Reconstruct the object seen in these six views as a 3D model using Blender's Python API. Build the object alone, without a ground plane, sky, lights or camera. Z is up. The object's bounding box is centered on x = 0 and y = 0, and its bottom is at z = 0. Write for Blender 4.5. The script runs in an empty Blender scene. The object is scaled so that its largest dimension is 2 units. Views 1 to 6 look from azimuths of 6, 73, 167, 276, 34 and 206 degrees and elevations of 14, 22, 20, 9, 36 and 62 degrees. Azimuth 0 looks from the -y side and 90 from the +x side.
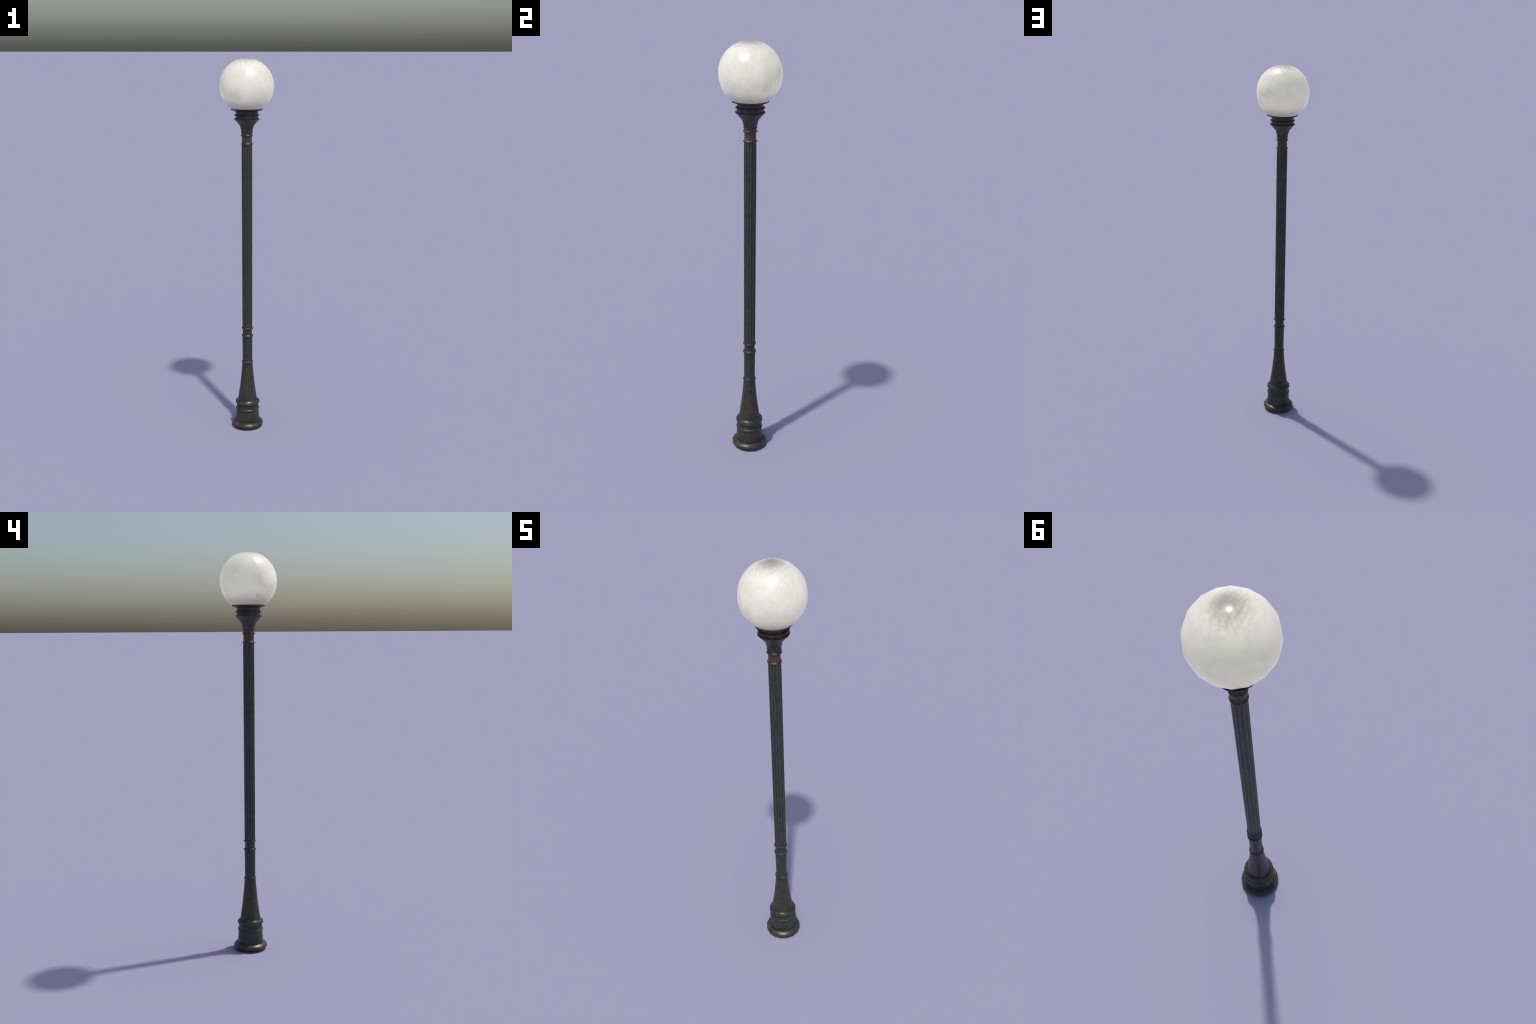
# A tall street lamp: lathed cast-iron post (foot, drum, trumpet, fluted shaft,
# capital with gallery collars) carrying an opal glass globe.
import bpy, math
from math import sin, cos, pi, radians

SIDES = 16            # the castings and the globe are sixteen-sided, vertices on the axes


# ------------------------------------------------------------------ meshes
def make_object(name, verts, faces, mat, parent, sharp_deg):
    me = bpy.data.meshes.new(name)
    me.from_pydata(verts, [], faces)
    me.validate()
    me.shade_smooth()
    me.set_sharp_from_angle(angle=radians(sharp_deg))
    me.materials.append(mat)
    ob = bpy.data.objects.new(name, me)
    bpy.context.scene.collection.objects.link(ob)
    ob.parent = parent
    return ob


def lathe(name, profile, mat, parent, sides=SIDES, sharp=50.0, closed_loop=False, radius_at=None):
    """Spin a (radius, height) profile, listed bottom to top, about the z axis.
    An open profile is capped at both ends; a closed loop gives a solid ring."""
    verts, faces = [], []
    n = len(profile)
    for r, z in profile:
        for k in range(sides):
            a = 2 * pi * k / sides
            rr = radius_at(r, z, a) if radius_at else r
            verts.append((rr * cos(a), rr * sin(a), z))
    last = n if closed_loop else n - 1
    for i in range(last):
        j = (i + 1) % n
        for k in range(sides):
            l = (k + 1) % sides
            faces.append((i * sides + k, i * sides + l, j * sides + l, j * sides + k))
    if not closed_loop:
        faces.append(tuple(range(sides - 1, -1, -1)))
        faces.append(tuple((n - 1) * sides + k for k in range(sides)))
    return make_object(name, verts, faces, mat, parent, sharp)


def bead(name, z, half, r_out, r_core, mat, parent, flat=0.4, sharp=75.0):
    """A raised moulding ring: bulging outside, its inner edge sunk in the core."""
    r_in, ease = r_core - 0.003, half * (1.0 + 0.002 / (r_out - r_core))
    prof = [(r_in, z - ease), (r_out, z - half * flat), (r_out, z + half * flat), (r_in, z + ease)]
    return lathe(name, prof, mat, parent, closed_loop=True, sharp=sharp)


# ------------------------------------------------------------------ nodes
class Nodes:
    def __init__(self, name):
        self.mat = bpy.data.materials.new(name)
        self.mat.use_nodes = True
        self.t = self.mat.node_tree
        self.t.nodes.clear()
        self.out = self.t.nodes.new("ShaderNodeOutputMaterial")
        self.bsdf = self.t.nodes.new("ShaderNodeBsdfPrincipled")
        self.t.links.new(self.bsdf.outputs[0], self.out.inputs[0])

    def put(self, sock, v):
        if isinstance(v, bpy.types.NodeSocket):
            self.t.links.new(v, sock)
        else:
            sock.default_value = v

    def m(self, op, a, b=0.0, c=0.0):
        n = self.t.nodes.new("ShaderNodeMath")
        n.operation = op
        for s, v in zip(n.inputs, (a, b, c)):
            self.put(s, v)
        return n.outputs[0]

    def sm(self, v, lo, hi, a=0.0, b=1.0):
        n = self.t.nodes.new("ShaderNodeMapRange")
        n.interpolation_type = "SMOOTHSTEP"
        self.put(n.inputs[0], v)
        for i, x in enumerate((lo, hi, a, b)):
            self.put(n.inputs[i + 1], x)
        return n.outputs[0]

    def xyz(self, x, y, z):
        n = self.t.nodes.new("ShaderNodeCombineXYZ")
        for s, v in zip(n.inputs, (x, y, z)):
            self.put(s, v)
        return n.outputs[0]

    def noise(self, vec, scale, detail=3.0, rough=0.55, dist=0.0):
        n = self.t.nodes.new("ShaderNodeTexNoise")
        self.put(n.inputs["Vector"], vec)
        n.inputs["Scale"].default_value = scale
        n.inputs["Detail"].default_value = detail
        n.inputs["Roughness"].default_value = rough
        n.inputs["Distortion"].default_value = dist
        return n.outputs[0]

    def mix(self, f, a, b):
        n = self.t.nodes.new("ShaderNodeMix")
        n.data_type = "RGBA"
        self.put(n.inputs[0], f)
        self.put(n.inputs[6], a)
        self.put(n.inputs[7], b)
        return n.outputs[2]

    def object_xyz(self):
        c = self.t.nodes.new("ShaderNodeTexCoord")
        s = self.t.nodes.new("ShaderNodeSeparateXYZ")
        self.t.links.new(c.outputs["Object"], s.inputs[0])
        return c.outputs["Object"], s.outputs[0], s.outputs[1], s.outputs[2]

    def bump(self, h, strength, dist):
        n = self.t.nodes.new("ShaderNodeBump")
        n.inputs["Strength"].default_value = strength
        n.inputs["Distance"].default_value = dist
        self.put(n.inputs["Height"], h)
        self.t.links.new(n.outputs[0], self.bsdf.inputs["Normal"])


def rgb(r, g, b):
    return (r, g, b, 1.0)


def iron(name, streaks=(), patches=(), rust_level=0.0, tint=rgb(0.054, 0.059, 0.042), dark=rgb(0.034, 0.037, 0.029),
         rust_a=rgb(0.060, 0.026, 0.017), rust_b=rgb(0.125, 0.058, 0.032), speck=0.7, rough=0.42, metal=0.3, flutes=None):
    """Dark olive-grey painted iron.  streaks repeat every quarter turn:
    (azimuth low, z low, azimuth high, z high, half width in degrees, strength).
    patches stand once: the same tuple.  rust_level adds overall rust."""
    N = Nodes(name)
    vec, x, y, z = N.object_xyz()
    az = N.m("MULTIPLY", N.m("ARCTAN2", x, N.m("MULTIPLY", y, -1.0)), 180 / pi)
    a4 = N.m("MULTIPLY", az, 4 * pi / 180)
    ca, sa = N.m("MULTIPLY", N.m("COSINE", a4), 0.0085), N.m("MULTIPLY", N.m("SINE", a4), 0.0085)
    quarter = N.xyz(ca, sa, z)                                    # wear repeats every 90 degrees
    running = N.xyz(ca, sa, N.m("MULTIPLY", z, 0.14))             # the same, drawn out downwards
    grain = N.noise(quarter, 420.0, 2.0, 0.6)
    fine = N.noise(quarter, 150.0, 4.0, 0.65)
    runs = N.noise(running, 210.0, 3.0, 0.6)
    cloud = N.noise(quarter, 42.0, 2.0, 0.5)
    ragged = N.m("ADD", N.m("MULTIPLY", N.m("SUBTRACT", runs, 0.5), 2.6), N.m("MULTIPLY", N.m("SUBTRACT", fine, 0.5), 0.9))

    def streak(s, turn):
        al, zl, ah, zh, hw, st = s
        slope = (ah - al) / (zh - zl)
        centre = N.m("ADD", N.m("MULTIPLY", N.m("SUBTRACT", z, zl), slope), al)
        d = N.m("ABSOLUTE", N.m("WRAP", N.m("SUBTRACT", az, centre), turn / 2, -turn / 2))
        across = N.sm(d, hw * 1.5, hw * 0.35)
        soft = (zh - zl) * 0.25
        ends = N.m("MULTIPLY", N.sm(z, zl - soft, zl + soft), N.sm(z, zh - soft, zh + soft, 1.0, 0.0))
        body = N.m("MULTIPLY", across, ends)
        worn = N.sm(N.m("ADD", body, N.m("MULTIPLY", ragged, 0.85)), 0.25, 0.95)
        return N.m("MULTIPLY", N.m("MULTIPLY", worn, N.sm(body, 0.0, 0.3)), st)

    rust = N.m("MULTIPLY", N.sm(N.m("ADD", ragged, N.m("MULTIPLY", N.m("SUBTRACT", cloud, 0.5), 1.6)),
                                0.42 - rust_level, 0.95 - rust_level), 0.85)
    for s in streaks:
        rust = N.m("MAXIMUM", rust, streak(s, 90.0))
    for s in patches:
        rust = N.m("MAXIMUM", rust, streak(s, 360.0))

    base = N.mix(N.sm(cloud, 0.35, 0.68), dark, tint)
    base = N.mix(N.m("MULTIPLY", N.sm(fine, 0.55, 0.32), 0.7), base, rgb(0.012, 0.013, 0.012))
    base = N.mix(N.m("MULTIPLY", N.sm(grain, 0.5, 0.75), 0.35), base, rgb(0.075, 0.075, 0.066))
    if flutes:                                                    # groove shade and lit crests painted into the base colour
        wave = N.m("COSINE", N.m("MULTIPLY", N.m("SUBTRACT", az, flutes[1]), flutes[0] * pi / 180))
        base = N.mix(N.sm(wave, 0.1, -0.8, 0.0, 0.34), base, rgb(0.012, 0.013, 0.013))
        base = N.mix(N.sm(wave, -0.3, 0.5, 0.0, 0.42), base, rgb(0.075, 0.078, 0.056))
    chip = N.noise(running, 330.0, 2.0, 0.5)
    chip_area = N.sm(N.noise(quarter, 60.0, 2.0), 0.47, 0.60)
    chips = N.m("MULTIPLY", N.m("MULTIPLY", N.m("MULTIPLY", N.sm(chip, 0.56, 0.68), N.sm(grain, 0.42, 0.6)), chip_area), speck)
    base = N.mix(chips, base, rgb(0.125, 0.130, 0.135))
    pits = N.sm(N.noise(quarter, 150.0, 1.0), 0.70, 0.77)
    col = N.mix(rust, base, N.mix(N.sm(fine, 0.38, 0.65), rust_a, rust_b))
    col = N.mix(N.m("MULTIPLY", pits, 0.85), col, rgb(0.006, 0.006, 0.006))
    N.put(N.bsdf.inputs["Base Color"], col)
    N.put(N.bsdf.inputs["Metallic"], metal)
    N.put(N.bsdf.inputs["Roughness"], N.m("ADD", rough - 0.09, N.m("MULTIPLY", fine, 0.18)))
    N.put(N.bsdf.inputs["Specular IOR Level"], 0.5)
    N.bump(N.m("ADD", N.m("ADD", fine, N.m("MULTIPLY", grain, 0.5)), N.m("MULTIPLY", pits, -1.5)), 0.3, 0.0015)
    return N.mat


def opal_glass():
    N = Nodes("opal_glass")
    vec, x, y, z = N.object_xyz()
    R, CZ = 0.14, 1.86
    h = N.m("DIVIDE", N.m("SUBTRACT", z, CZ), R)                  # -1 bottom .. 1 top
    az = N.m("ARCTAN2", x, N.m("MULTIPLY", y, -1.0))
    clouds = N.noise(vec, 9.0, 4.0, 0.6, 0.4)

    def brushed(turn, tilt, scale):
        mp = N.t.nodes.new("ShaderNodeMapping")
        mp.inputs["Rotation"].default_value = (tilt, 0.5 * tilt, turn)
        mp.inputs["Scale"].default_value = (1.0, 0.09, 1.0)
        N.put(mp.inputs["Vector"], vec)
        return N.noise(mp.outputs[0], scale, 2.0, 0.6)

    def spiral(turns, scale):                                     # strokes wiped slantwise round the ball
        aa = N.m("ADD", az, N.m("MULTIPLY", h, turns))
        return N.noise(N.xyz(N.m("COSINE", aa), N.m("SINE", aa), N.m("MULTIPLY", h, 0.22)), scale, 3.0, 0.65)

    side = N.m("ADD", N.m("MULTIPLY", spiral(0.9, 17.0), 0.65), N.m("MULTIPLY", spiral(-0.6, 15.0), 0.35))
    crossing = N.m("MULTIPLY", N.m("ADD", N.m("ADD", brushed(0.9, 0.15, 95.0), brushed(2.3, -0.2, 110.0)), brushed(3.0, 0.1, 60.0)), 1 / 3)
    hatch = N.mix(N.sm(h, 0.45, 0.85), side, crossing)
    hatch = N.m("SUBTRACT", N.m("ADD", N.m("MULTIPLY", hatch, 0.75), N.m("MULTIPLY", N.noise(vec, 90.0, 3.0), 0.25)), 0.5)
    # soot on the crown, leaning towards the sunny side, and grime above the gallery
    px = N.m("SUBTRACT", x, 0.003)
    py = N.m("ADD", y, 0.005)
    off = N.m("SQRT", N.m("ADD", N.m("MULTIPLY", px, px), N.m("MULTIPLY", py, py)))
    off = N.m("ADD", off, N.m("ADD", N.m("MULTIPLY", N.m("SUBTRACT", clouds, 0.5), 0.05), N.m("MULTIPLY", hatch, 0.085)))
    crown = N.m("MULTIPLY", N.m("MULTIPLY", N.sm(off, 0.090, 0.002), N.sm(h, 0.3, 0.7)), 0.82)
    smudge = N.noise(N.xyz(x, y, N.m("MULTIPLY", z, 0.7)), 13.0, 3.0, 0.55, 0.3)
    low = N.m("ADD", h, N.m("ADD", N.m("MULTIPLY", N.m("SUBTRACT", smudge, 0.5), 1.25), N.m("MULTIPLY", hatch, 0.25)))
    foot = N.m("MULTIPLY", N.sm(low, -0.38, -0.95), N.sm(h, -0.35, -0.66, 0.0, 0.66))
    rim = N.sm(h, -0.36, -0.80, 0.0, 0.68)
    dirt = N.m("MAXIMUM", N.m("MAXIMUM", crown, foot), rim)
    # a few soft thumb-sized smudges: azimuth, height, radius, strength
    for sa, sh, sr, st in ((300, -0.55, 0.20, 0.42), (284, -0.66, 0.17, 0.40), (258, -0.64, 0.19, 0.38), (72, -0.70, 0.24, 0.42),
                           (104, -0.32, 0.28, 0.22), (100, -0.66, 0.20, 0.30), (40, -0.60, 0.24, 0.30), (340, -0.42, 0.36, 0.13)):
        c = math.sqrt(1 - sh * sh)
        at = (R * c * sin(radians(sa)), -R * c * cos(radians(sa)), CZ + R * sh)
        n = N.t.nodes.new("ShaderNodeVectorMath")
        n.operation = "DISTANCE"
        N.put(n.inputs[0], vec)
        n.inputs[1].default_value = at
        d = N.m("ADD", N.m("DIVIDE", n.outputs["Value"], R * sr), N.m("MULTIPLY", N.m("ADD", hatch, N.m("SUBTRACT", smudge, 0.5)), 1.0))
        dirt = N.m("MAXIMUM", dirt, N.sm(d, 1.1, 0.0, 0.0, st))
    haze = N.m("MULTIPLY", N.sm(clouds, 0.38, 0.72), 0.14)
    clean = N.m("ADD", N.m("SUBTRACT", 1.0, haze), N.m("MULTIPLY", hatch, 0.32))
    clean = N.m("MULTIPLY", clean, N.m("SUBTRACT", 1.0, N.m("MULTIPLY", dirt, 0.75)))
    N.put(N.bsdf.inputs["Base Color"], N.mix(clean, rgb(0, 0, 0), rgb(0.485, 0.472, 0.465)))
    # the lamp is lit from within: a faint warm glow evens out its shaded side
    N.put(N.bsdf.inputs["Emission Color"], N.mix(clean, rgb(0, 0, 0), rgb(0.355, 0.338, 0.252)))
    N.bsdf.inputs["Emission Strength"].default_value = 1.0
    N.put(N.bsdf.inputs["Specular IOR Level"], N.m("SUBTRACT", 0.5, N.m("MULTIPLY", crown, 0.2)))
    N.put(N.bsdf.inputs["Roughness"], N.m("ADD", N.m("ADD", 0.235, N.m("MULTIPLY", hatch, 0.15)), N.m("MULTIPLY", dirt, 0.07)))
    return N.mat


# ------------------------------------------------------------------ materials
FOOT_IRON = iron("olive_iron", rust_level=-0.35,
                 tint=rgb(0.062, 0.062, 0.038), dark=rgb(0.038, 0.041, 0.028), rough=0.36, speck=0.6,
                 patches=[(-44, -0.02, -44, 0.06, 14, 0.75), (15, 0.000, 21, 0.045, 3.5, 0.55)],
                 rust_a=rgb(0.085, 0.040, 0.018), rust_b=rgb(0.17, 0.075, 0.032))
BASE_IRON = iron("streaked_iron", rust_level=-0.2,
                 streaks=[(5, 0.185, 9, 0.30, 17, 0.6), (57, 0.21, 70, 0.375, 11, 0.58), (36, 0.375, 36, 0.455, 7, 0.55)])
SHAFT_IRON = iron("shaft_iron", rust_level=-0.12, streaks=[(55, 0.575, 56, 0.615, 8, 0.6)], speck=0.9, flutes=(12, 23.0))
CAPITAL_IRON = iron("rusty_iron", rust_level=-0.06,
                    streaks=[(53, 1.625, 82, 1.693, 8, 1.0), (80, 1.650, 84, 1.69, 3.5, 0.9), (30, 1.65, 31, 1.70, 6, 0.45),
                             (22, 1.685, 22, 1.740, 11, 1.0), (84, 1.690, 84, 1.712, 4, 0.8), (57, 1.69, 57, 1.736, 6, 0.6),
                             (8, 1.738, 8, 1.752, 7, 0.8), (44, 1.738, 44, 1.752, 4, 0.7), (74, 1.738, 74, 1.752, 5, 0.7)],
                    rust_a=rgb(0.075, 0.032, 0.022), rust_b=rgb(0.140, 0.062, 0.038), speck=0.9,
                    tint=rgb(0.062, 0.063, 0.056), dark=rgb(0.032, 0.035, 0.033))
NECK_IRON = iron("rusted_neck_iron", rust_level=0.85, speck=0.3, rough=0.38, rust_a=rgb(0.080, 0.040, 0.026), rust_b=rgb(0.165, 0.082, 0.046))
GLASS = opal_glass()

# ------------------------------------------------------------------ the lamp
lamp = bpy.data.objects.new("street_lamp", None)
lamp["label"] = "tall dark iron street lamp with fluted post and white glass globe"
lamp["category"] = "street lamp"
bpy.context.scene.collection.objects.link(lamp)

# base: drum and trumpet in one casting, standing on a flared foot
base = lathe("base", [
    (0.0600, 0.010), (0.0655, 0.030), (0.0648, 0.050), (0.0622, 0.092), (0.0600, 0.110), (0.0598, 0.128),
    (0.0545, 0.144), (0.0522, 0.158), (0.0470, 0.196), (0.0408, 0.238), (0.0366, 0.274), (0.0335, 0.306),
    (0.0306, 0.338), (0.0284, 0.373)], BASE_IRON, lamp, sharp=40)
foot = lathe("foot", [
    (0.0700, 0.000), (0.0858, 0.0125), (0.0858, 0.0200), (0.0790, 0.0290), (0.0600, 0.0350), (0.0600, 0.0300)], FOOT_IRON, base, sharp=75)
bead("base_molding", 0.1425, 0.0125, 0.0662, 0.0560, FOOT_IRON, base, flat=0.35)
bead("base_molding", 0.1030, 0.0052, 0.0654, 0.0615, FOOT_IRON, base, flat=0.45)

# lower post: plain sleeve with three beads
sleeve = lathe("sleeve", [(0.0267, 0.371), (0.0267, 0.390), (0.0270, 0.450), (0.0274, 0.526), (0.0252, 0.527),
                          (0.0252, 0.570)], BASE_IRON, lamp, sharp=40)
bead("sleeve_molding", 0.3748, 0.0056, 0.0317, 0.0275, FOOT_IRON, sleeve, flat=0.3)
bead("sleeve_molding", 0.5258, 0.0068, 0.0317, 0.0262, FOOT_IRON, sleeve, flat=0.3)
bead("sleeve_molding", 0.5695, 0.0068, 0.0314, 0.0262, FOOT_IRON, sleeve, flat=0.3)

# fluted shaft: twelve shallow flutes that run out just short of the beads
Z0, Z1, FLUTES = 0.5695, 1.5672, 12


def fluted(r, z, a):
    azimuth = a + pi / 2
    ends = min(1.0, max(0.0, (z - Z0 - 0.006) / 0.010), max(0.0, (Z1 - 0.008 - z) / 0.014))
    w = cos(FLUTES * (azimuth - radians(23)))
    return r + ends * 0.0015 * (w - 0.55)


steps = [Z0, Z0 + 0.006, Z0 + 0.011, Z0 + 0.016] + [Z0 + 0.016 + (Z1 - Z0 - 0.038) * k / 24 for k in range(1, 25)] \
    + [Z1 - 0.015, Z1 - 0.008, Z1]
shaft = lathe("shaft", [(0.0268 + 0.0006 * (z - Z0), z) for z in steps], SHAFT_IRON, lamp, sides=FLUTES * 12,
              sharp=60, radius_at=fluted)

# capital: rusted neck, flared bell, gallery collars and globe plate
neck = lathe("capital_neck", [(0.0262, 1.5672), (0.0262, 1.6113), (0.0268, 1.6195), (0.0285, 1.6265)], NECK_IRON, lamp, sharp=40)
bead("neck_molding", 1.5671, 0.0056, 0.0313, 0.0268, NECK_IRON, neck, flat=0.3)
bead("neck_molding", 1.6113, 0.0062, 0.0318, 0.0264, NECK_IRON, neck, flat=0.3)
bead("neck_molding", 1.6265, 0.0042, 0.0309, 0.0275, CAPITAL_IRON, neck, flat=0.3)
capital = lathe("capital", [
    (0.0270, 1.6240), (0.0290, 1.6310), (0.0324, 1.6460), (0.0370, 1.6612), (0.0480, 1.6742), (0.0595, 1.6872), (0.0660, 1.6928),
    (0.0669, 1.6945), (0.0664, 1.6966), (0.0582, 1.6995), (0.0578, 1.7110), (0.0655, 1.7132), (0.0658, 1.7148),
    (0.0652, 1.7164), (0.0578, 1.7195), (0.0574, 1.7324), (0.0600, 1.7335), (0.0820, 1.7412), (0.0825, 1.7440),
    (0.0820, 1.7470), (0.0800, 1.7476), (0.0600, 1.7440)], CAPITAL_IRON, lamp, sharp=35)

# globe: a sixteen-sided glass ball, cut open where it sits in the plate
R, CZ = 0.14, 1.86
verts, faces = [], []
rings = 16
lats = [radians(-90 + 180 * i / rings) for i in range(2, rings)]
for la in lats:
    for k in range(SIDES):
        a = 2 * pi * k / SIDES
        verts.append((R * cos(la) * cos(a), R * cos(la) * sin(a), CZ + R * sin(la)))
for i in range(len(lats) - 1):
    for k in range(SIDES):
        l = (k + 1) % SIDES
        faces.append((i * SIDES + k, i * SIDES + l, (i + 1) * SIDES + l, (i + 1) * SIDES + k))
top = len(verts)
verts.append((0, 0, CZ + R))
b = (len(lats) - 1) * SIDES
faces += [(b + k, b + (k + 1) % SIDES, top) for k in range(SIDES)]
faces.append(tuple(range(SIDES - 1, -1, -1)))
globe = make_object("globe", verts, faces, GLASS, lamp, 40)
